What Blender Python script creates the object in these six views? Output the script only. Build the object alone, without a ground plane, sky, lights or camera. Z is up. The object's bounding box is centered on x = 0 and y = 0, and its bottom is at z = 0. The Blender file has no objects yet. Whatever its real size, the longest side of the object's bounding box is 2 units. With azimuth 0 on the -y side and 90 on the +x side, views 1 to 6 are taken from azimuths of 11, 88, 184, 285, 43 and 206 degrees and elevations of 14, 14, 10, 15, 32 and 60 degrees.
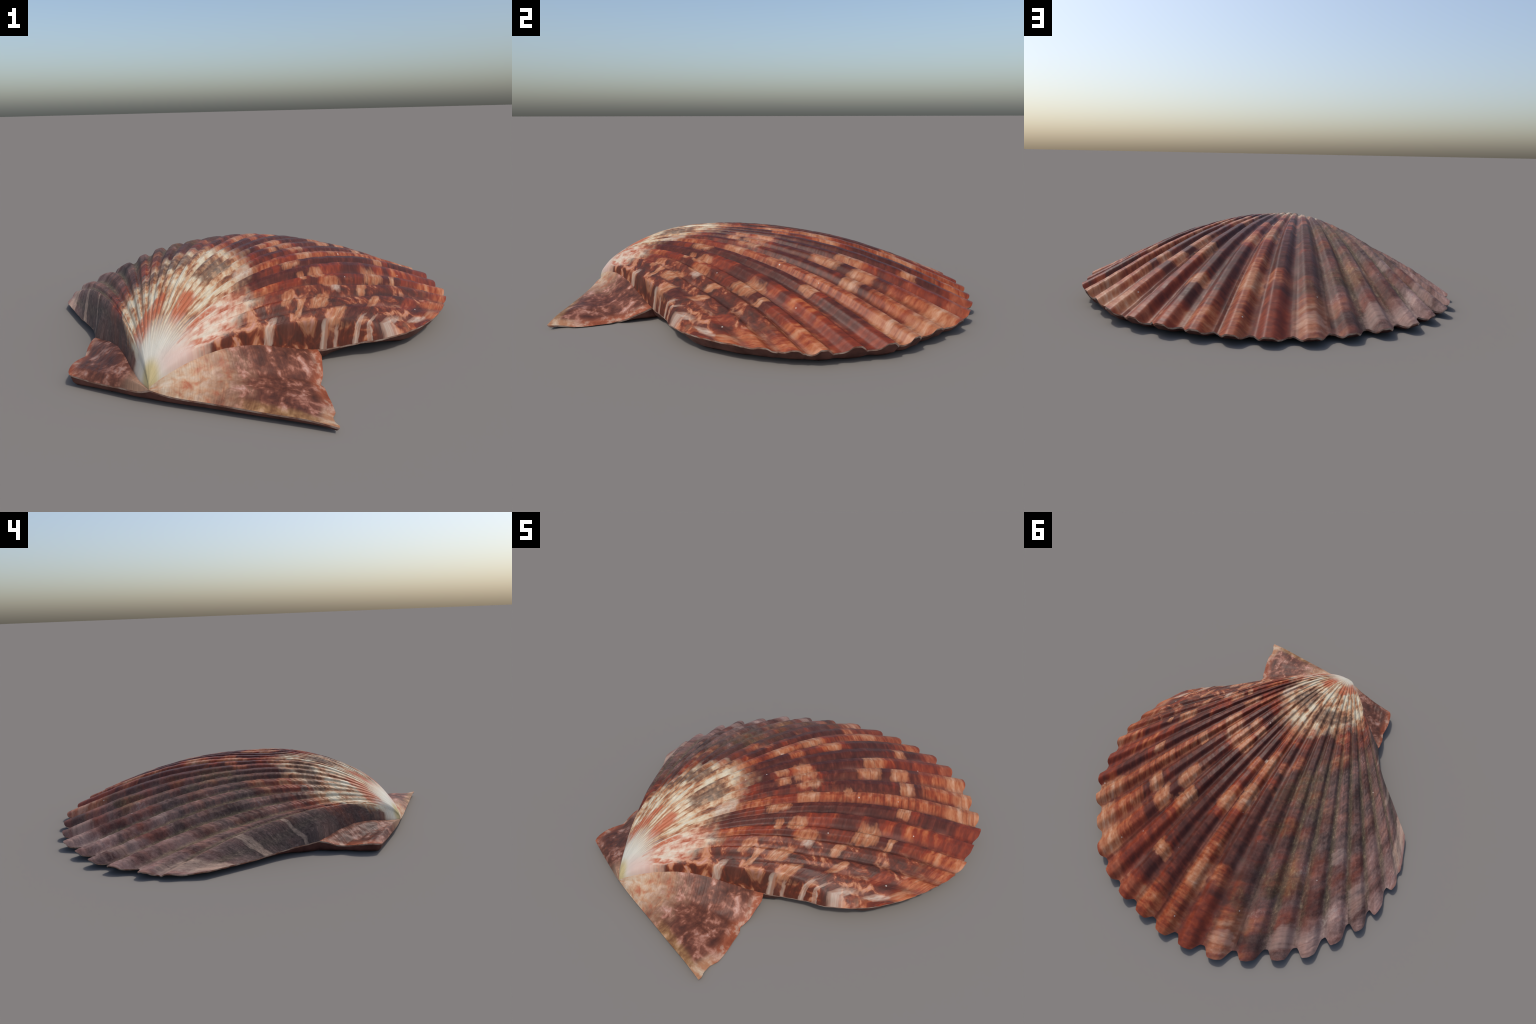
"""A single scallop valve lying hollow side down, built as a fan of growth rays from its beak."""
import math
import bpy
import numpy as np

# ---------------------------------------------------------------- helpers
def spline(xk, x):
    """Weights of a natural cubic spline: value(x) = spline(xk, x) @ knot_values."""
    xk = np.asarray(xk, float)
    n, h = len(xk), np.diff(xk)
    a, b = np.zeros((n, n)), np.zeros((n, n))
    a[0, 0] = a[-1, -1] = 1
    for i in range(1, n - 1):
        a[i, i - 1], a[i, i], a[i, i + 1] = h[i - 1], 2 * (h[i - 1] + h[i]), h[i]
        b[i, i - 1], b[i, i], b[i, i + 1] = 6 / h[i - 1], -6 / h[i - 1] - 6 / h[i], 6 / h[i]
    curv = np.linalg.solve(a, b)
    x = np.clip(np.asarray(x, float), xk[0], xk[-1])
    j = np.clip(np.searchsorted(xk, x) - 1, 0, n - 2)
    fa = ((xk[j + 1] - x) / h[j])[:, None]
    fb = 1 - fa
    eye, hh = np.eye(n), (h[j] ** 2 / 6)[:, None]
    return fa * eye[j] + fb * eye[j + 1] + ((fa ** 3 - fa) * curv[j] + (fb ** 3 - fb) * curv[j + 1]) * hh


def smooth(x, a, b):
    x = np.clip((x - a) / (b - a), 0, 1)
    return x * x * (3 - 2 * x)


def value_noise(x, seed):
    """Smooth 1-D noise in -1..1."""
    rng = np.random.default_rng(seed)
    table = rng.uniform(-1, 1, 4096)
    i = np.floor(x).astype(int)
    f = x - i
    f = f * f * (3 - 2 * f)
    return table[i % 4096] * (1 - f) + table[(i + 1) % 4096] * f


def value_noise_2d(x, y, seed):
    rng = np.random.default_rng(seed)
    table = rng.uniform(-1, 1, (256, 256))
    i, j = np.floor(x).astype(int), np.floor(y).astype(int)
    f, g = x - i, y - j
    f, g = f * f * (3 - 2 * f), g * g * (3 - 2 * g)
    i, j, i1, j1 = i % 256, j % 256, (i + 1) % 256, (j + 1) % 256
    return (table[i, j] * (1 - f) + table[i1, j] * f) * (1 - g) + (table[i, j1] * (1 - f) + table[i1, j1] * f) * g


# ---------------------------------------------------------------- shape of the valve
BEAK = np.array([-0.128, -0.915, 0.055])        # all ribs fan out from here

# rib tips on the rim: bearing from the beak (degrees from +y towards +x), distance, height
TIP_ANGLE = np.array([-41.4, -37.9, -35.3, -30.6, -26.8, -22.5, -18.0, -13.3, -8.7, -3.9, 1.1, 5.3, 9.7,
                      13.9, 18.2, 22.8, 27.5, 32.1, 36.1, 39.8, 43.8, 46.7, 49.7, 52.8, 55.6])
TIP_REACH = np.array([1.085, 1.252, 1.353, 1.484, 1.582, 1.657, 1.746, 1.797, 1.846, 1.900, 1.918, 1.922, 1.913,
                      1.906, 1.884, 1.849, 1.775, 1.721, 1.663, 1.574, 1.497, 1.419, 1.320, 1.214, 1.096])
RIBS = len(TIP_ANGLE)

# arched profile along chosen growth rays; columns at square-root distance from beak (0) to rim (1)
RAY_ANGLE = [-41.4, -40.3, -38.5, -34, -25, -12, 2, 16, 28, 40, 48, 51.5, 53.6, 54.9, 55.6]
RAY_STEP = [0, .12, .25, .38, .52, .65, .78, .9, 1.0]
RAY_HEIGHT = np.array([
    [.055, .060, .070, .085, .096, .068, .044, .034, .033],
    [.055, .068, .083, .107, .124, .108, .078, .052, .030],
    [.055, .080, .110, .147, .170, .166, .136, .085, .025],
    [.055, .096, .146, .183, .202, .194, .160, .104, .027],
    [.055, .107, .172, .219, .246, .249, .214, .127, .027],
    [.055, .116, .193, .263, .315, .321, .268, .159, .030],
    [.055, .121, .206, .293, .352, .346, .303, .191, .038],
    [.055, .120, .205, .286, .345, .347, .302, .196, .054],
    [.055, .114, .194, .270, .324, .332, .285, .193, .068],
    [.055, .105, .177, .243, .279, .286, .251, .177, .075],
    [.055, .097, .156, .200, .226, .231, .196, .153, .074],
    [.055, .092, .144, .178, .197, .199, .185, .138, .077],
    [.055, .087, .131, .166, .189, .186, .166, .117, .078],
    [.055, .079, .117, .148, .172, .158, .130, .095, .079],
    [.055, .074, .103, .133, .143, .106, .057, .071, .079]])

BEND_ANGLE = [-41.4, -36, -25, 0, 10, 23, 33, 40, 46, 51, 55.6]      # ribs splay outwards near the rim
BEND = [0, -1.2, -1.5, 0, 1.2, 2.9, 4.3, 4.5, 3.6, 1.6, 0]
NOTCH_ANGLE = [-41.4, -37, -33, -24, -10, 2, 8, 15, 25, 35, 45, 52, 55.6]
NOTCH = [.0, .012, .050, .066, .060, .050, .040, .034, .026, .020, .016, .010, 0]
HEIGHT_ANGLE = [-41.4, -39.5, -36, -30, -15, 10, 30, 44, 50, 53.5, 55.6]   # how deep the furrows are
FURROW = [0, .007, .021, .031, .033, .032, .034, .029, .013, .004, 0]

# sideways wander of the two outermost rays (degrees), by distance from beak
RIGHT_AT = [0, .05, .1, .18, .3, .4, .62, .7, .8, .87, .95, 1.05, 1.1]
RIGHT_BY = [14, 10, 6, 2.5, -.6, -1, -1.2, -1, .3, 1.9, 2, 1, 0]
LEFT_AT = [0, .05, .1, .2, .3, .4, .46, .52, .58, .65, .72, .85, 1.2]
LEFT_BY = [-16, -12, -6, -1.5, 0, -.4, -1.6, -2.6, -.9, .2, .4, 0, 0]


def rib_angle(n):
    return np.interp(n, np.arange(RIBS), TIP_ANGLE)


def rib_reach(n):
    return spline(np.arange(RIBS), n) @ TIP_REACH


def place(angle, rho, z):
    a = np.radians(angle)
    return np.stack([BEAK[0] + rho * np.sin(a), BEAK[1] + rho * np.cos(a), z], -1)


def disc_points(n, u):
    """Grid of points: n = rib coordinate (rib centre at integers), u = sqrt of growth, beak 0 .. rim 1."""
    s, reach = rib_angle(n), rib_reach(n)
    N, Uu = np.meshgrid(n, u, indexing="ij")
    S = s[:, None] + 0 * Uu
    frac = N - np.round(N)                                   # -0.5 .. 0.5 across a rib
    t = Uu ** 2
    # furrow profile: rounded crest, steep sides, flattish floor
    width = .13 + .045 * smooth(t, .1, .9)
    shoulder = .30 - .045 * smooth(t, .55, 1.0)
    dip = smooth(np.abs(frac), shoulder - width, shoulder + width * .95)
    notch = np.interp(s, NOTCH_ANGLE, NOTCH)[:, None]
    lobe = .12 * smooth(np.abs(frac), 0, .3) + .88 * smooth(np.abs(frac), .19, .45)
    rho = t * reach[:, None] - notch * lobe * smooth(t, .82, 1.0)
    rel = np.clip(rho / reach[:, None], 0, 1)
    bent = S - np.interp(s, BEND_ANGLE, BEND)[:, None] * (1 - rel ** 2)
    along = np.clip(rho / np.interp(bent, TIP_ANGLE, TIP_REACH), 0, 1) * (1 - rel ** 6) + rel ** 7
    z = ((spline(RAY_ANGLE, bent.ravel()) @ RAY_HEIGHT) * spline(RAY_STEP, np.sqrt(along).ravel())).sum(1).reshape(rel.shape)
    # furrows
    depth = np.interp(s, HEIGHT_ANGLE, FURROW)[:, None] * (.02 + .98 * rel ** .92) * smooth(rel, .02, .2)
    per_rib = 1 + .18 * value_noise(np.round(N) * 1.0 + 7.3, 3)
    z = z - depth * per_rib * dip + depth * (.08 + .24 * smooth(-S, 0, 15))
    # growth lines and lamellae, strongest on rib crests and on the weathered left ribs
    rough = (.35 + .65 * smooth(-S, -10, 25)) * (1 - .8 * smooth(-S, 36, 39))
    lam = value_noise(rel * 210 + 1.3 * value_noise(N * 3.1, 5) + 40 * np.round(N), 11)
    coarse = value_noise_2d(N * 1.7 + 50, rel * 38 + 9, 13)
    band = value_noise(rel * 46 + .35 * value_noise(N * 1.3 + 5, 21), 23)
    z = z + smooth(rel, .06, .3) * (1 - .9 * smooth(rel, .985, 1)) * (.0014 * lam * (1 - .6 * dip) * rough + .0013 * coarse + .0009 * band)
    angle = bent + np.interp(rho, RIGHT_AT, RIGHT_BY) * smooth(S, 50.0, 55.6) ** 2
    angle = angle + np.interp(rho, LEFT_AT, LEFT_BY) * smooth(-S, 36.5, 41.4) ** 2
    return place(angle, rho, z)


# ears: rows are rays at a bearing, columns a fraction of the way to the free edge
EAR_STEP = [0, .1, .3, .5, .7, .85, 1]
BIG_EDGE_ANGLE = [54.4, 57.5, 61.0, 65.0, 69.0, 71.2, 76.5, 82.4, 87.1, 90.6, 94.1, 96.2, 97.6]
BIG_EDGE_REACH = [.620, .618, .602, .587, .564, .572, .572, .579, .585, .578, .588, .604, .606]
BIG_ANGLE = [54.4, 66, 76, 88, 97.6]
BIG_HEIGHT = np.array([
    [.055, .086, .122, .138, .114, .074, .036],
    [.055, .080, .101, .092, .068, .044, .010],
    [.055, .072, .084, .072, .054, .034, .003],
    [.055, .064, .066, .062, .052, .040, .005],
    [.055, .044, .040, .037, .034, .032, .021]])
SMALL_EDGE_ANGLE = [-43.6, -45, -50.2, -54.5, -62.9, -68, -71.3, -73.5, -75.5]
SMALL_EDGE_REACH = [.520, .512, .470, .425, .390, .366, .352, .342, .328]
SMALL_ANGLE = [-43.6, -52, -62, -70, -75.5]
SMALL_HEIGHT = np.array([
    [.055, .062, .080, .092, .084, .062, .032],
    [.055, .063, .078, .084, .070, .052, .034],
    [.055, .066, .070, .068, .060, .053, .047],
    [.055, .062, .062, .064, .062, .058, .052],
    [.055, .044, .041, .040, .040, .043, .047]])


def ear_points(v, t, angles, edge_angle, edge_reach, heights, groove_rho, groove_angle, groove_z, flip, seed):
    """v runs 0 (groove beside the disc) .. 1 (hinge line); t from beak to the free edge."""
    bearing = angles[0] + (angles[-1] - angles[0]) * v
    order = np.argsort(edge_angle)
    reach = np.interp(bearing, np.array(edge_angle)[order], np.array(edge_reach)[order])
    k = np.argsort(angles)
    z = np.einsum("ia,ab->ib", spline(np.array(angles)[k], bearing), heights[k])
    z = z @ spline(EAR_STEP, t).T
    rho = reach[:, None] * t[None, :]
    # growth lines parallel to the free edge, and radial wrinkles
    V, Tt = np.meshgrid(v, t, indexing="ij")
    wob = .0016 * value_noise(Tt * 26 + .8 * value_noise(V * 5, seed), seed + 1) + .0014 * value_noise_2d(V * 16, Tt * 9, seed + 2)
    z = z + wob * smooth(Tt, .1, .4) * smooth(V, 0, .12) * (1 - smooth(Tt, .97, 1)) * (1 - smooth(V, .9, 1))
    ang = bearing[:, None] + 0 * rho
    # weld to the disc along the groove: blend to its outermost ray
    near = (1 - smooth(V, 0, .35))
    ga, gz = np.interp(rho, groove_rho, groove_angle), np.interp(rho, groove_rho, groove_z)
    base = ang[0:1] * 0 + angles[0]
    ang = ang + (ga - base) * (1 - V) ** 2
    z = z + (gz - z[0:1]) * near
    ang[0], z[0] = ga[0], gz[0]
    return place(ang, rho, np.maximum(z, .0015))


# ---------------------------------------------------------------- mesh assembly
def grid_faces(rows, cols, offset=0, flip=False):
    i, j = np.meshgrid(np.arange(rows - 1), np.arange(cols - 1), indexing="ij")
    a = (i * cols + j).ravel() + offset
    f = np.stack([a, a + 1, a + cols + 1, a + cols], 1)
    return f[:, ::-1] if flip else f


def vertex_normals(points, faces):
    p = points[faces]
    nrm = np.cross(p[:, 2] - p[:, 0], p[:, 3] - p[:, 1])
    out = np.zeros_like(points)
    for k in range(4):
        np.add.at(out, faces[:, k], nrm)
    return out


def make_part(name, parent, points, faces, material, normals=None):
    used, inverse = np.unique(faces, return_inverse=True)
    faces = inverse.reshape(faces.shape)
    mesh = bpy.data.meshes.new(name)
    mesh.from_pydata(points[used].tolist(), [], [[k for q, k in enumerate(f) if k != f[q - 1]] for f in faces.tolist()])
    mesh.materials.append(material)
    mesh.polygons.foreach_set("use_smooth", [True] * len(mesh.polygons))
    if normals is not None:
        nn = normals[used]
        nn = nn / (np.linalg.norm(nn, axis=1, keepdims=True) + 1e-12)
        mesh.normals_split_custom_set_from_vertices(nn.tolist())
    mesh.update()
    obj = bpy.data.objects.new(name, mesh)
    bpy.context.scene.collection.objects.link(obj)
    obj.parent = parent
    return obj


# ---------------------------------------------------------------- materials
class Nodes:
    """Small helper that writes node formulas."""

    def __init__(self, tree):
        self.tree = tree

    def new(self, kind, **props):
        node = self.tree.nodes.new(kind)
        for k, v in props.items():
            setattr(node, k, v)
        return node

    def feed(self, socket, value):
        if isinstance(value, bpy.types.NodeSocket):
            self.tree.links.new(value, socket)
        elif isinstance(value, (tuple, list)) and socket.type == "RGBA" and len(value) == 3:
            socket.default_value = (*value, 1)
        else:
            socket.default_value = value

    def math(self, op, a, b=0.0, c=0.0, clamp=False):
        node = self.new("ShaderNodeMath", operation=op, use_clamp=clamp)
        for s, v in zip(node.inputs, (a, b, c)):
            self.feed(s, v)
        return node.outputs[0]

    def add(self, a, b):
        return self.math("ADD", a, b)

    def sub(self, a, b):
        return self.math("SUBTRACT", a, b)

    def mul(self, a, b):
        return self.math("MULTIPLY", a, b)

    def step(self, x, lo, hi, out0=0.0, out1=1.0):
        node = self.new("ShaderNodeMapRange", interpolation_type="SMOOTHSTEP")
        for s, v in zip(node.inputs, (x, lo, hi, out0, out1)):
            self.feed(s, v)
        return node.outputs[0]

    def vec(self, x, y, z=0.0):
        node = self.new("ShaderNodeCombineXYZ")
        for s, v in zip(node.inputs, (x, y, z)):
            self.feed(s, v)
        return node.outputs[0]

    def vmath(self, op, a, b=(0, 0, 0), c=(0, 0, 0)):
        node = self.new("ShaderNodeVectorMath", operation=op)
        for s, v in zip(node.inputs, (a, b, c)):
            self.feed(s, v)
        return node.outputs["Value"] if op in ("DOT_PRODUCT", "LENGTH") else node.outputs["Vector"]

    def noise(self, vector, scale=1.0, detail=3.0, rough=.55, distortion=0.0):
        node = self.new("ShaderNodeTexNoise")
        self.feed(node.inputs["Vector"], vector)
        for k, v in (("Scale", scale), ("Detail", detail), ("Roughness", rough), ("Distortion", distortion)):
            node.inputs[k].default_value = v
        return node.outputs[0]

    def ramp(self, x, stops, mode="LINEAR"):
        node = self.new("ShaderNodeValToRGB")
        ramp = node.color_ramp
        ramp.interpolation = mode
        while len(ramp.elements) < len(stops):
            ramp.elements.new(.5)
        for e, (p, c) in zip(ramp.elements, stops):
            e.position, e.color = p, (*c, 1)
        self.feed(node.inputs[0], x)
        return node.outputs[0]

    def mix(self, fac, a, b, blend="MIX"):
        node = self.new("ShaderNodeMix", data_type="RGBA", blend_type=blend)
        ins = [s for s in node.inputs if s.enabled]
        self.feed(ins[0], fac)
        self.feed(ins[1], a)
        self.feed(ins[2], b)
        return [s for s in node.outputs if s.enabled][0]

    def curve(self, x, xs, ys):
        """Piecewise-linear function of x."""
        x0, x1, y0, y1 = min(xs), max(xs), min(ys), max(ys)
        y1 = y1 if y1 > y0 else y0 + 1
        node = self.new("ShaderNodeFloatCurve")
        pts = node.mapping.curves[0].points
        while len(pts) < len(xs):
            pts.new(.5, .5)
        for p, a, b in zip(pts, xs, ys):
            p.location, p.handle_type = ((a - x0) / (x1 - x0), (b - y0) / (y1 - y0)), "VECTOR"
        node.mapping.update()
        self.feed(node.inputs["Value"], self.math("MULTIPLY_ADD", x, 1 / (x1 - x0), -x0 / (x1 - x0), clamp=True))
        return self.math("MULTIPLY_ADD", node.outputs[0], y1 - y0, y0)


def growth_group():
    """Growth coordinates of a point, worked out from its place: rib number, growth 0..1, bearing, distance."""
    tree = bpy.data.node_groups.new("growth_coordinates", "ShaderNodeTree")
    for name in ("rib", "growth", "bearing", "distance"):
        tree.interface.new_socket(name, in_out="OUTPUT", socket_type="NodeSocketFloat")
    g = Nodes(tree)
    out = g.new("NodeGroupOutput")
    pos = g.new("ShaderNodeTexCoord").outputs["Object"]
    xyz = g.new("ShaderNodeSeparateXYZ")
    g.feed(xyz.inputs[0], pos)
    dx, dy = g.sub(xyz.outputs[0], float(BEAK[0])), g.sub(xyz.outputs[1], float(BEAK[1]))
    bearing = g.mul(g.math("ARCTAN2", dx, dy), 180 / math.pi)
    dist = g.math("SQRT", g.add(g.mul(dx, dx), g.mul(dy, dy)))
    reach = lambda a: g.curve(a, list(TIP_ANGLE), list(TIP_REACH))
    t = g.math("DIVIDE", dist, reach(bearing))
    s = bearing
    for _ in range(2):
        swing = g.sub(1.0, g.math("MINIMUM", g.mul(t, t), 1.0))
        s = g.add(bearing, g.mul(g.curve(s, BEND_ANGLE, BEND), swing))
        t = g.math("DIVIDE", dist, reach(s))
    rib = g.curve(s, list(TIP_ANGLE), list(range(RIBS)))
    for k, v in enumerate((rib, t, bearing, dist)):
        g.feed(out.inputs[k], v)
    return tree


GROWTH = growth_group()
DARK, BROWN, RED = (.055, .015, .011), (.105, .027, .016), (.195, .030, .013)
ORANGE, PALE, PINK = (.33, .09, .032), (.42, .19, .10), (.40, .20, .15)
CREAM, WHITE, TAN = (.60, .53, .40), (.66, .64, .58), (.46, .24, .12)
GREY, OLIVE, MAUVE = (.135, .098, .083), (.215, .165, .070), (.34, .21, .185)

# colour patches: rib, half width in ribs, growth from, growth to
PALE_PATCHES = [
    (14.05, .42, .680, .735), (15, .40, .650, .708), (15.05, .42, .745, .795), (15.1, .45, .93, .99), (16, .42, .765, .803),
    (16.05, .5, .940, 1.01), (17.1, .45, .905, 1.01), (18, .3, .757, .79), (19.8, .5, .675, .735), (11, .42, .56, .63),
    (13.9, .4, .41, .446), (13.9, .42, .468, .51), (15, .4, .413, .446), (14.8, .45, .458, .518), (15.8, .4, .47, .53),
    (16.95, .45, .47, .525), (16.8, .4, .596, .622), (17.9, .4, .396, .45), (19.65, .35, .438, .458), (19.6, .4, .478, .522),
    (20.45, .4, .522, .568), (21.5, .5, .385, .415), (22.3, .7, .44, .462), (21.9, .5, .49, .54), (23.0, .45, .575, .62),
    (11, .35, .46, .50), (10.9, .35, .80, .86), (20.1, .3, .77, .79), (12, .35, .615, .66), (6, .45, .935, 1.01), (7, .4, .915, .97),
    (4.05, .4, .865, .94), (5.1, .35, .73, .765), (13.0, .4, .83, .86), (9, .35, .93, .96), (21.0, .4, .64, .67), (22.3, .4, .70, .73)]
ORANGE_PATCHES = [
    (17, .5, .55, .91), (17, .45, .30, .40), (11, .45, .33, .57), (11, .5, .70, 1.01), (12, .42, .49, .53), (9, .4, .43, .47),
    (9.8, .4, .465, .495), (12, .45, .90, 1.01), (15, .5, .85, 1.0), (9, .45, .87, 1.01), (20, .45, .935, 1.01),
    (22, .5, .91, 1.01), (21.1, .45, .95, 1.01), (16, .4, .84, .93), (10.05, .4, .78, .83)]
RED_PATCHES = [
    (17, .42, .395, .435), (19.5, .42, .525, .585), (18.5, .5, .93, 1.01), (14, .45, .80, .90), (21.2, .6, .33, .40), (5.1, .4, .775, .83),
    (4.1, .4, .765, .84), (6.1, .4, .72, .93), (7, .4, .86, .92), (20, .4, .52, .56), (22.4, .4, .83, .88), (11, .4, .40, .44), (15, .35, .84, .88),
    (14, .45, .88, 1.01), (19.1, .45, .92, 1.01), (13, .42, .93, 1.01), (10, .42, .88, 1.01)]
DARK_PATCHES = [
    (13.1, .5, .36, .80), (12, .42, .70, .86), (18.1, .5, .47, .74), (19, .42, .33, .47), (18, .42, .82, .92), (10, .45, .40, .46),
    (10, .45, .55, .76), (9, .4, .50, .66), (14.1, .45, .54, .66), (15.1, .45, .54, .64), (16, .45, .56, .74), (15.6, .6, .37, .41),
    (15, .4, .80, .84), (16, .4, .81, .86), (8, .5, .36, .50), (13, .45, .86, .92), (19.2, .5, .60, .66), (12.4, .5, .36, .46), (23, .5, .63, .69)]
WHITE_PATCHES = [(24.0, .45, .81, .86), (23.5, .25, .91, .96), (20.85, .25, .548, .574), (24.0, .62, .555, .578), (24.2, .6, .605, .62), (24.0, .62, .692, .714),
                 (23.7, .8, .36, .384), (24.2, .6, .75, .765), (11.45, .14, .478, .49), (16.8, .6, .25, .305)]


def patches(g, rib, growth, boxes, soft, ragged=.5):
    """Mask of rounded patches lying along the ribs."""
    where = g.vec(rib, growth)
    near = None
    for r, half, a, b in boxes:
        sx, sy = 1 / half, 2 / (b - a)
        v = g.vmath("MULTIPLY_ADD", where, (sx, sy, 0), (-r * sx, -(a + b) / 2 * sy, 0))
        v = g.vmath("MULTIPLY", v, v)
        d = g.vmath("DOT_PRODUCT", v, v)
        near = d if near is None else g.math("MINIMUM", near, d)
    return g.step(g.mul(near, g.step(ragged, .3, .7, .45, 1.7)), 1 + soft * 2.6, 1 - soft * 1.15)


def start(name):
    mat = bpy.data.materials.new(name)
    mat.use_nodes = True
    g = Nodes(mat.node_tree)
    bsdf = mat.node_tree.nodes["Principled BSDF"]
    grow = g.new("ShaderNodeGroup", node_tree=GROWTH)
    pos = g.new("ShaderNodeTexCoord").outputs["Object"]
    return mat, g, bsdf, grow.outputs, pos


def finish(g, bsdf, colour, height, rough, strength=.5, distance=.004):
    bump = g.new("ShaderNodeBump")
    bump.inputs["Strength"].default_value, bump.inputs["Distance"].default_value = strength, distance
    g.feed(bump.inputs["Height"], height)
    g.feed(bsdf.inputs["Normal"], bump.outputs[0])
    g.feed(bsdf.inputs["Base Color"], colour)
    g.feed(bsdf.inputs["Roughness"], rough)
    bsdf.inputs["Specular IOR Level"].default_value = .18


def disc_material():
    mat, g, bsdf, (rib, growth, bearing, dist), pos = start("ribbed_shell")
    # wobble the coordinates so that no border is ruled
    wob = g.noise(pos, 26, 2)
    wob2 = g.noise(g.vmath("ADD", pos, (7, 3, 1)), 22, 3)
    r = g.add(rib, g.mul(g.sub(wob, .5), .30))
    t = g.add(growth, g.mul(g.sub(wob2, .5), .022))
    whole = g.math("ROUND", rib)
    frac = g.sub(rib, whole)
    across = g.math("ABSOLUTE", frac)
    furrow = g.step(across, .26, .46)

    # --- main colour: blotches that run along each rib
    lane = g.add(whole, g.mul(frac, .45))
    blot = g.noise(g.vec(g.mul(lane, .62), g.mul(t, 15), 3.0), 1, 3, .6)
    fine = g.noise(g.vec(g.mul(rib, 2.2), g.mul(growth, 60), 9.0), 1, 3, .6)
    edge_glow = g.mul(g.step(growth, .80, .99), g.step(rib, 9.0, 14.0))
    tone = g.add(g.add(blot, g.mul(g.sub(fine, .5), .16)), g.mul(edge_glow, .09))
    main = g.ramp(tone, [(.32, DARK), (.44, (.080, .020, .014)), (.50, (.13, .028, .015)), (.57, RED), (.64, ORANGE), (.72, PALE)])

    # flank mottling on the smooth right side
    mott = g.noise(g.vmath("MULTIPLY", pos, (17, 17, 13)), 1, 3, .6, .5)
    flank = g.ramp(g.add(mott, g.mul(g.sub(fine, .5), .1)), [(.34, (.052, .022, .016)), (.49, BROWN), (.55, (.19, .048, .023)), (.61, (.38, .16, .08)), (.69, PINK)])
    on_flank = g.mul(g.step(r, 19.8, 21.4), g.step(growth, 1.02, .86))
    col = g.mix(on_flank, main, flank)

    # growth ticks across the ribs
    tick = g.noise(g.vec(g.add(whole, g.mul(frac, .5)), g.mul(growth, 150), 0.0), 1, 1, .5)
    # --- named patches
    orange = g.ramp(g.add(g.mul(fine, .6), g.mul(blot, .4)), [(.36, (.15, .025, .012)), (.46, (.245, .050, .019)), (.55, (.335, .105, .042)), (.66, (.43, .21, .125))])
    pale = g.ramp(fine, [(.3, (.26, .068, .026)), (.5, (.36, .150, .072)), (.7, (.45, .27, .175))])
    darkc = g.ramp(fine, [(.3, (.042, .013, .010)), (.55, (.075, .020, .014)), (.72, (.13, .036, .022))])
    redc = g.ramp(g.add(g.mul(fine, .6), g.mul(blot, .4)), [(.36, (.085, .020, .013)), (.48, (.15, .027, .014)), (.57, (.22, .042, .018)), (.68, (.31, .095, .048))])
    soft = .8
    col = g.mix(g.mul(patches(g, r, t, DARK_PATCHES, soft, fine), .9), col, darkc)
    col = g.mix(g.mul(patches(g, r, t, ORANGE_PATCHES, soft, fine), g.step(tick, .25, .6, .45, .85)), col, orange)
    # furrow floors: brown painted darker to deepen the shading between ribs, in places pinkish
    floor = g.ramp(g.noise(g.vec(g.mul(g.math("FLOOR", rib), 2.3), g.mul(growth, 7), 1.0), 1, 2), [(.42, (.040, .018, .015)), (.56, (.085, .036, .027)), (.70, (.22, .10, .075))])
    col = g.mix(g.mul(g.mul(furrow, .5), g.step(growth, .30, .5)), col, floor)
    col = g.mix(g.mul(g.step(growth, .2, .32), .30), col, g.ramp(tick, [(.3, (.55, .45, .42)), (.7, (1.25, 1.25, 1.25))]), "MULTIPLY")

    # --- weathered left half: grey, olive and mauve film
    film_n = g.noise(pos, 9, 4, .65)
    left = g.step(g.add(rib, g.mul(g.sub(film_n, .5), 5.0)), 11.2, 6.0)
    film = g.mul(left, g.step(g.add(growth, g.mul(g.sub(film_n, .5), .22)), .28, .50))
    gritty = g.noise(g.vec(g.mul(rib, 7.5), g.mul(growth, 80), g.mul(wob, 3.0)), 1, 5, .72)
    mauve_by = g.mul(g.step(growth, .55, .95), g.step(rib, 9.0, 4.0))
    cloud = g.noise(g.vec(g.mul(lane, .85), g.mul(t, 10), 8.0), 1, 3, .6)
    cover = g.add(g.mul(gritty, .38), g.mul(cloud, .62))
    greys = g.ramp(cover, [(.38, (.038, .028, .026)), (.47, (.085, .060, .052)), (.53, (.14, .098, .085)), (.58, (.20, .105, .088)), (.65, (.33, .25, .22))])
    mauve_by = g.mul(mauve_by, g.step(cloud, .36, .60, .35, 1.0))
    greys = g.mix(g.mul(mauve_by, .8), greys, g.ramp(cover, [(.38, (.12, .070, .062)), (.48, (.26, .155, .135)), (.56, (.36, .235, .205)), (.64, (.50, .38, .33))]))
    ol = g.mul(g.step(g.noise(g.vmath("ADD", pos, (3, 8, 0)), 7, 3), .44, .60), g.step(g.math("ABSOLUTE", g.sub(rib, 8.2)), 2.6, .6))
    ol = g.math("MAXIMUM", g.mul(ol, .8), g.mul(g.mul(furrow, .6), g.step(rib, 9.5, 7.5)))
    greys = g.mix(g.mul(ol, g.step(growth, 1.0, .85)), greys, g.ramp(gritty, [(.3, (.048, .038, .024)), (.55, (.118, .092, .048)), (.72, (.33, .27, .125))]))  # olive tones darkened so left furrows carry their shadow lines in the colour
    col = g.mix(g.mul(film, g.step(furrow, 0, 1, .74, .88)), col, greys)
    worn = g.sub(1.0, g.mul(film, .62))
    col = g.mix(g.mul(patches(g, r, t, RED_PATCHES, soft, fine), g.mul(worn, .85)), col, redc)
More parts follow.
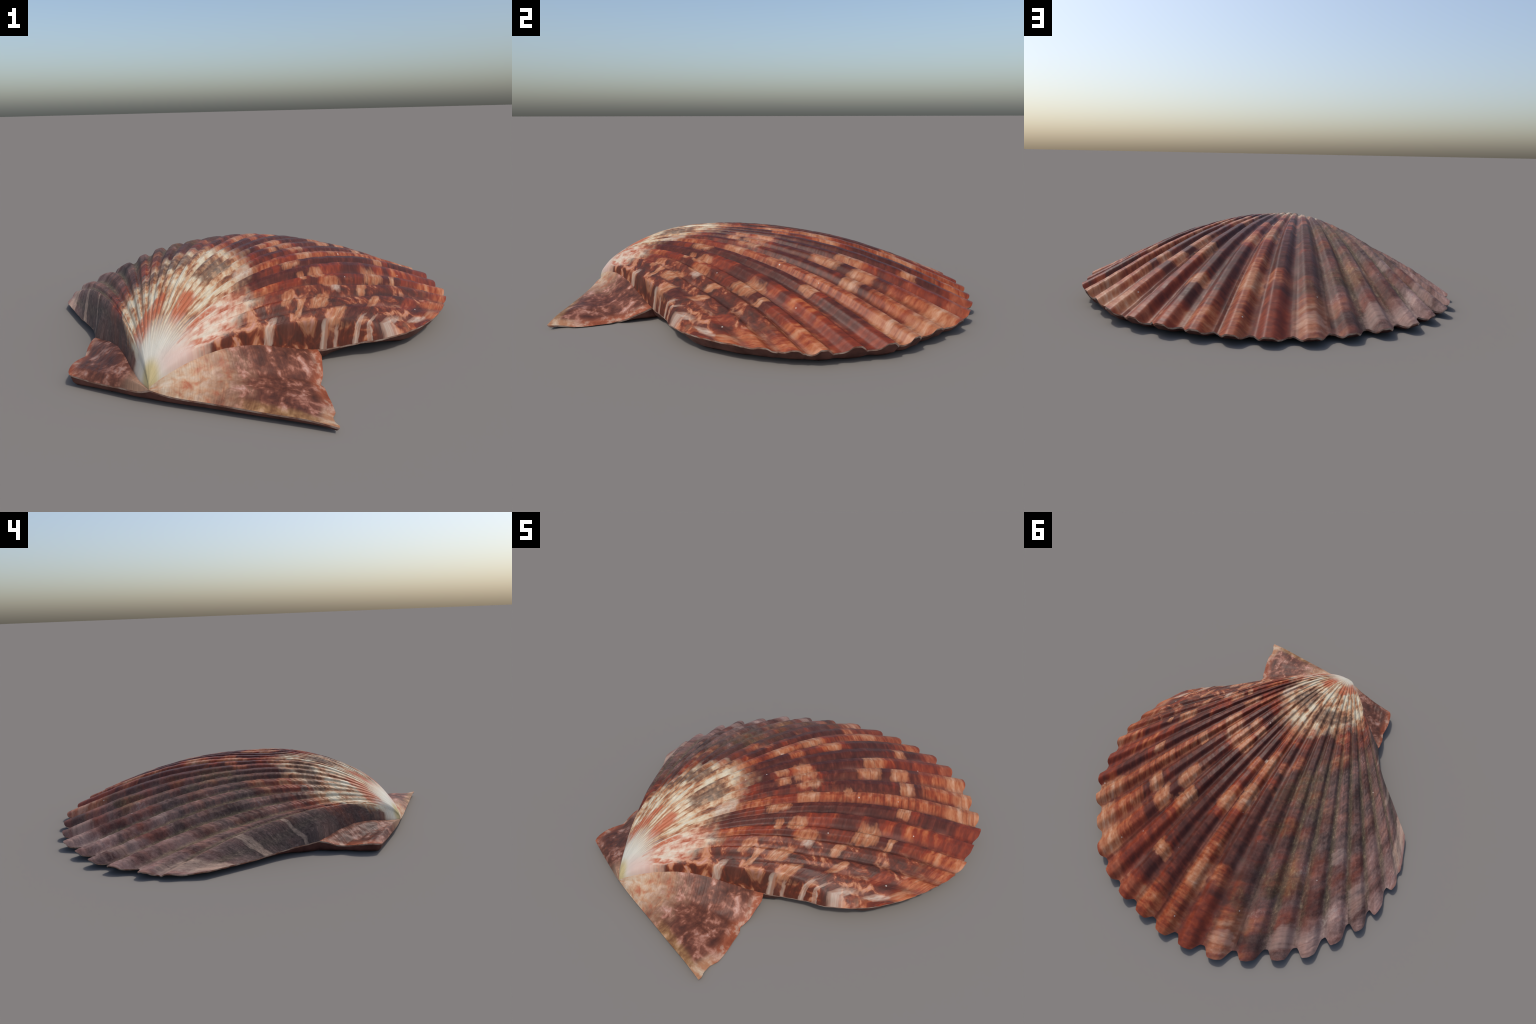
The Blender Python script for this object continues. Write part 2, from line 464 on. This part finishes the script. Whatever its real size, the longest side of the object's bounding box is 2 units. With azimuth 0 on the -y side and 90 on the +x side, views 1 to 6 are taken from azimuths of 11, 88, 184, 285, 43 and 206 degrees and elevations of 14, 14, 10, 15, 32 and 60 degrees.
    col = g.mix(g.mul(patches(g, r, t, PALE_PATCHES, soft, fine), g.mul(g.mul(worn, .88), g.step(tick, .25, .58, .55, 1.0))), col, g.mix(film, pale, (.44, .31, .26)))
    lw = g.mul(g.step(r, 1.6, .3), g.step(growth, .95, .75))
    col = g.mix(g.mul(lw, .75), col, g.ramp(gritty, [(.35, (.050, .036, .034)), (.55, (.11, .078, .068)), (.7, (.2, .14, .12))]))
    bars = patches(g, r, t, [(.2, 1.1, .70, .735), (.3, 1.0, .53, .545), (.7, 1.0, .89, .97)], .85, film_n)
    col = g.mix(g.mul(bars, g.step(gritty, .3, .6, .35, .8)), col, (.40, .28, .21))

    # --- pale umbo with brown and red flecks
    limit = g.curve(rib, [0, 1.5, 2.3, 4, 7, 10.6, 14.2, 17, 18.2, 19.4, 21, 21.6, 22.7, 24], [.12, .26, .33, .31, .335, .37, .335, .31, .27, .27, .32, .29, .25, .19])
    streak = g.noise(g.vec(g.mul(rib, .85), g.mul(growth, 15), 4.0), 1, 4, .62)
    fleck = g.noise(g.vec(g.mul(rib, 1.5), g.mul(growth, 75), 6.0), 1, 2, .5)
    ragged = g.add(growth, g.add(g.mul(g.sub(streak, .5), .20), g.add(g.mul(g.sub(wob, .5), .05), g.mul(g.sub(blot, .5), .10))))
    young = g.step(g.sub(ragged, limit), .025, -.050)
    tint = g.add(streak, g.mul(g.sub(fleck, .5), .22))
    umbo = g.ramp(tint, [(.32, (.12, .050, .032)), (.40, (.27, .11, .053)), (.47, (.40, .23, .13)), (.54, (.48, .38, .26)), (.64, (.53, .48, .37))])
    rosy = g.mul(g.step(rib, 17.5, 20.5), g.step(growth, .34, .2))
    umbo = g.mix(g.mul(rosy, .7), umbo, g.ramp(tint, [(.36, (.38, .10, .055)), (.46, (.47, .25, .19)), (.55, (.51, .37, .30)), (.66, (.53, .47, .39))]))
    umbo = g.mix(g.mul(patches(g, r, t, [(13.1, 1.5, .19, .272), (18.3, .65, .24, .298), (8.2, 1.6, .24, .30), (5.5, 1.0, .25, .28), (14.2, .8, .235, .27)], .8, streak), .85), umbo,
                 g.ramp(fleck, [(.35, (.075, .040, .030)), (.55, (.15, .075, .045)), (.7, (.33, .18, .10))]))
    umbo = g.mix(g.mul(patches(g, r, t, [(13.6, 1.5, .085, .15), (19.6, .45, .105, .18), (22.8, .5, .115, .152), (4, 2.2, .07, .13), (7.5, 1.2, .10, .15), (20.3, .5, .075, .10)], .85, streak), g.step(fleck, .35, .5, .5, .95)), umbo, (.37, .105, .05))
    apex = g.vmath("LENGTH", g.vmath("MULTIPLY", g.vmath("SUBTRACT", pos, (-.118, -.870, .145)), (1.0, .9, .62)))
    umbo = g.mix(g.step(g.add(apex, g.mul(g.sub(streak, .5), .22)), .145, .030), umbo, (.53, .505, .43))
    blush = g.vmath("LENGTH", g.vmath("MULTIPLY", g.vmath("SUBTRACT", pos, (-.045, -.865, .135)), (.8, .8, 1.0)))
    umbo = g.mix(g.mul(g.step(blush, .075, .02), .6), umbo, (.50, .33, .29))
    spot = g.vmath("LENGTH", g.vmath("MULTIPLY", g.vmath("SUBTRACT", pos, (-.128, -.905, .095)), (1.25, .8, .62)))
    umbo = g.mix(g.mul(g.step(spot, .055, .020), .85), umbo, (.43, .34, .15))
    rust = g.vmath("LENGTH", g.vmath("SUBTRACT", pos, (-.125, -.92, .05)))
    umbo = g.mix(g.mul(g.step(rust, .03, .012), .5), umbo, (.40, .22, .13))
    col = g.mix(young, col, umbo)

    white = g.mix(g.step(fine, .35, .65), (.34, .19, .13), (.50, .42, .34))
    col = g.mix(g.mul(patches(g, r, t, WHITE_PATCHES, .95, fine), .62), col, white)
    # scattered tiny chips
    chips = g.new("ShaderNodeTexVoronoi")
    g.feed(chips.inputs["Vector"], pos)
    chips.inputs["Scale"].default_value = 34
    rare = g.new("ShaderNodeTexWhiteNoise")
    g.feed(rare.inputs["Vector"], chips.outputs["Position"])
    dot = g.mul(g.step(chips.outputs["Distance"], g.mul(wob2, .32), .05), g.math("GREATER_THAN", rare.outputs["Value"], .975))
    col = g.mix(g.mul(dot, .75), col, (.6, .54, .48))

    height = g.add(g.mul(tick, .5), g.add(g.mul(gritty, g.add(.15, g.mul(film, .8))), g.mul(fine, .2)))
    finish(g, bsdf, col, height, g.add(.44, g.mul(film, .22)), .45, .003)
    return mat


def ear_material():
    mat, g, bsdf, (rib, growth, bearing, dist), pos = start("mottled_ear")
    stretch = g.vec(g.mul(bearing, .10), g.mul(dist, 22), 1.0)
    big = g.step(bearing, 0, 1)
    m = g.noise(stretch, 1, 3, .6, .4)
    m2 = g.noise(pos, 21, 3, .6, .3)
    v = g.add(g.mul(m, .42), g.mul(m2, .58))
    brown = g.ramp(v, [(.36, (.055, .022, .016)), (.47, (.098, .034, .022)), (.53, (.155, .055, .034)), (.575, (.28, .12, .082)), (.65, (.42, .25, .20))])
    # cream beside the beak on the large ear
    near = g.mul(g.step(g.add(dist, g.mul(g.sub(m, .5), .32)), .36, .12), big)
    cream = g.ramp(v, [(.38, (.34, .12, .065)), (.48, (.42, .25, .15)), (.58, (.47, .36, .26)), (.7, (.50, .43, .36))])
    col = g.mix(near, brown, cream)
    col = g.mix(g.sub(.35, g.mul(big, .35)), col, (.075, .034, .025))
    near_s = g.mul(g.step(dist, .14, .03), g.sub(1.0, big))
    col = g.mix(g.mul(near_s, .7), col, (.42, .27, .18))
    # free edge: brick red to orange
    edge = g.curve(bearing, [-75.5, -71.3, -62.9, -54.5, -50.2, -45, 50, 54.4, 61.0, 65.0, 69.0, 76.5, 87.1, 97.6], [.335, .352, .390, .425, .470, .512, .62, .62, .602, .587, .564, .572, .585, .606])
    rimward = g.step(g.add(g.sub(edge, dist), g.mul(g.sub(m2, .5), .05)), .055, .008)
    col = g.mix(g.mul(rimward, .8), col, g.ramp(m2, [(.36, (.22, .055, .024)), (.5, (.30, .088, .042)), (.62, (.44, .28, .20))]))
    # ochre strip along the hinge, outer part of the large ear
    hinge = g.mul(dist, g.math("SINE", g.mul(g.sub(98.5, bearing), math.pi / 180)))
    strip = g.mul(g.mul(g.step(g.add(hinge, g.mul(g.sub(m2, .5), .02)), .048, .022), g.step(dist, .26, .36)), g.step(bearing, 70, 76))
    col = g.mix(g.mul(strip, .85), col, g.ramp(m2, [(.38, (.15, .065, .028)), (.52, (.26, .14, .06)), (.66, (.40, .25, .14))]))
    tip = g.mul(g.step(dist, .53, .565), g.step(bearing, 86, 91))
    col = g.mix(g.mul(tip, .8), col, g.ramp(m2, [(.4, (.38, .19, .10)), (.6, (.52, .40, .28))]))
    lines = g.noise(g.vec(g.mul(bearing, .03), g.mul(dist, 130), 0.0), 1, 2)
    col = g.mix(.25, col, g.ramp(lines, [(.3, (.6, .5, .48)), (.7, (1.2, 1.2, 1.2))]), "MULTIPLY")
    finish(g, bsdf, col, g.add(lines, g.mul(m2, .6)), .46, .4, .004)
    return mat


def plain_material(name, dark, light, scale, rough):
    mat = bpy.data.materials.new(name)
    mat.use_nodes = True
    g = Nodes(mat.node_tree)
    pos = g.new("ShaderNodeTexCoord").outputs["Object"]
    n = g.noise(pos, scale, 4, .6)
    finish(g, mat.node_tree.nodes["Principled BSDF"], g.ramp(n, [(.38, dark), (.62, light)]), n, rough, .3, .004)
    return mat


shell_mat = disc_material()
ear_mat = ear_material()
lip_mat = plain_material("chipped_rim", (.30, .12, .075), (.52, .38, .30), 30, .5)
base_mat = plain_material("underside_dark_brown", (.075, .028, .022), (.16, .062, .048), 9, .6)

# ---------------------------------------------------------------- build
shell = bpy.data.objects.new("scallop_shell", None)
bpy.context.scene.collection.objects.link(shell)
shell["label"] = "ribbed fan-shaped scallop shell, mottled red, brown and cream"
shell["category"] = "sea shell"

PER = 22                                                    # columns per rib
FLANK = 20
mid = np.linspace(.5, RIBS - 1.5, (RIBS - 2) * PER + 1)
n_cols = np.concatenate([np.linspace(0, .5, FLANK + 1)[:-1], mid, np.linspace(RIBS - 1.5, RIBS - 1, FLANK + 1)[1:]])
u_rows = np.concatenate([np.linspace(0, .3, 50)[:-1], np.linspace(.3, .97, 330)[:-1], np.linspace(.97, 1, 24)])
D = disc_points(n_cols, u_rows)
nD, mD = len(n_cols), len(u_rows)


def groove_of(row):
    d = row - BEAK
    rho = np.hypot(d[:, 0], d[:, 1])
    rho = np.maximum.accumulate(rho)
    return rho, np.degrees(np.arctan2(d[:, 0], d[:, 1])), row[:, 2]


tv = u_rows
ear_v = np.linspace(0, 1, 70)
ear_t = np.concatenate([np.linspace(0, 1, 121) ** 1.15])
gl, gr = groove_of(D[0]), groove_of(D[-1])
gl[1][0], gr[1][0] = gl[1][1], gr[1][1]
BIG = ear_points(ear_v, ear_t, BIG_ANGLE, BIG_EDGE_ANGLE, BIG_EDGE_REACH, BIG_HEIGHT, *gr, False, 31)
SMALL = ear_points(ear_v, ear_t, SMALL_ANGLE, SMALL_EDGE_ANGLE, SMALL_EDGE_REACH, SMALL_HEIGHT, *gl, True, 41)

points = np.concatenate([D.reshape(-1, 3), BIG.reshape(-1, 3), SMALL.reshape(-1, 3)])
off_big, off_small = nD * mD, nD * mD + BIG.shape[0] * BIG.shape[1]
disc_f = grid_faces(nD, mD, 0, True)
big_f = grid_faces(BIG.shape[0], BIG.shape[1], off_big, True)
small_f = grid_faces(SMALL.shape[0], SMALL.shape[1], off_small, False)
all_normals = vertex_normals(points, disc_f)
all_normals += vertex_normals(points, big_f) + vertex_normals(points, small_f)
if all_normals[:, 2].sum() < 0:
    raise RuntimeError("upper side faces down")

col_of_face = np.repeat(np.arange(nD - 1), mD - 1)
row_of_face = np.tile(np.arange(mD - 1), nD - 1)
umbo_row = int(np.searchsorted(u_rows, .3))
is_umbo = row_of_face < umbo_row
make_part("umbo", shell, points, disc_f[is_umbo], shell_mat, all_normals)
n_face = (n_cols[col_of_face] + n_cols[col_of_face + 1]) / 2
rib_of_face = np.round(n_face).astype(int)
for k in range(RIBS):
    pick = (rib_of_face == k) & ~is_umbo
    make_part("flank" if k in (0, RIBS - 1) else "rib", shell, points, disc_f[pick], shell_mat, all_normals)
make_part("ear", shell, points, big_f, ear_mat, all_normals)
make_part("ear", shell, points, small_f, ear_mat, all_normals)

# ---- rim loop: small ear tip -> round the disc -> big ear tip -> back along the hinge
k_small = int(np.argmin(np.abs(gl[0] - .52)))
k_big = int(np.argmin(np.abs(gr[0] - .62)))
loop = np.concatenate([SMALL[::-1, -1], D[0, k_small:], D[1:, -1], D[-1, :-1][::-1][: mD - 1 - k_big], BIG[:, -1], BIG[-1, ::-1][1:], SMALL[-1, 1:-1]])
keep = np.concatenate([[True], np.linalg.norm(np.diff(loop, axis=0), axis=1) > 1e-5])
loop = loop[keep]
L = len(loop)
# smoothed inward direction
step = np.linalg.norm(np.roll(loop, -1, 0) - loop, axis=1)
arc = np.concatenate([[0], np.cumsum(step)[:-1]])
total = step.sum()
even = np.linspace(0, total, 1200, endpoint=False)
wrap = lambda a: np.interp(even, np.append(arc, total), np.append(a, a[0]))
ex, ey = wrap(loop[:, 0]), wrap(loop[:, 1])


def blur(a, k):
    ker = np.hanning(2 * k + 1)
    ker /= ker.sum()
    return np.convolve(np.concatenate([a[-k:], a, a[:k]]), ker, "valid")


bx, by = blur(ex, 26), blur(ey, 26)
tx, ty = np.roll(bx, -1) - np.roll(bx, 1), np.roll(by, -1) - np.roll(by, 1)
area = (bx * np.roll(by, -1) - by * np.roll(bx, -1)).sum()
sg = 1 if area > 0 else -1
nx, ny = -ty * sg, tx * sg
nl = np.hypot(nx, ny)
nx, ny = nx / nl, ny / nl
inward = np.stack([np.interp(arc, even, nx), np.interp(arc, even, ny)], -1)
inward /= np.linalg.norm(inward, axis=1, keepdims=True)
# where the hollow under the right margin is deepest
bearing = np.degrees(np.arctan2(loop[:, 0] - BEAK[0], loop[:, 1] - BEAK[1]))
reach = np.hypot(loop[:, 0] - BEAK[0], loop[:, 1] - BEAK[1])
hollow = smooth(bearing, 50, 54) * smooth(reach, .71, .75) * (1 - smooth(reach, .9, .97)) * (bearing < 60)
fringe = 1 + .25 * value_noise(np.arange(L) * .02, 77)
under = .068 + .14 * hollow
on_hinge = smooth(-loop[:, 1], .79, .84)
under = np.where((bearing > 50) & (bearing < 62) & (reach < .74), .040, under)
under = np.where(loop[:, 1] < -.6, .035, under)
under = np.where((loop[:, 1] < -.42) & (loop[:, 0] < -.4), .022, under)
under = np.convolve(np.concatenate([under[-20:], under, under[:20]]), np.ones(41) / 41, 'valid') * fringe


def ring(inset, z):
    p = loop.copy()
    p[:, :2] += inward * np.asarray(inset).reshape(-1, 1)
    p[:, 2] = z
    return p


z0 = loop[:, 2]
r0 = loop
r1 = ring(.004, np.maximum(z0 - .008, .0008))
r2 = ring(under * .4, np.maximum(z0 * .42 - .002, .0005))
r3 = ring(under, 0 * z0 + np.maximum(.0004, .002 + .0015 * value_noise(np.arange(L) * .05, 78)))
centre = np.array([0, 0, .012])
rings = [r0, r1, r2, r3]
for f in (.35, .7, .97):
    q = r3.copy()
    q[:, :2] = r3[:, :2] * (1 - f) + np.array([0, .05]) * f
    q[:, 2] = r3[:, 2] + .02 * f
    rings.append(q)
rings[3][:, 2] = np.where(np.arange(L) % 97 == 0, 0, rings[3][:, 2])
UP = np.concatenate(rings)
ids = np.arange(L)
uf = []
for a in range(len(rings) - 1):
    uf.append(np.stack([a * L + ids, a * L + (ids + 1) % L, (a + 1) * L + (ids + 1) % L, (a + 1) * L + ids], 1))
make_part("rim_lip", shell, UP, uf[0] if area < 0 else uf[0][:, ::-1], lip_mat)
rest = np.concatenate(uf[1:])
make_part("underside", shell, UP, rest if area < 0 else rest[:, ::-1], base_mat)
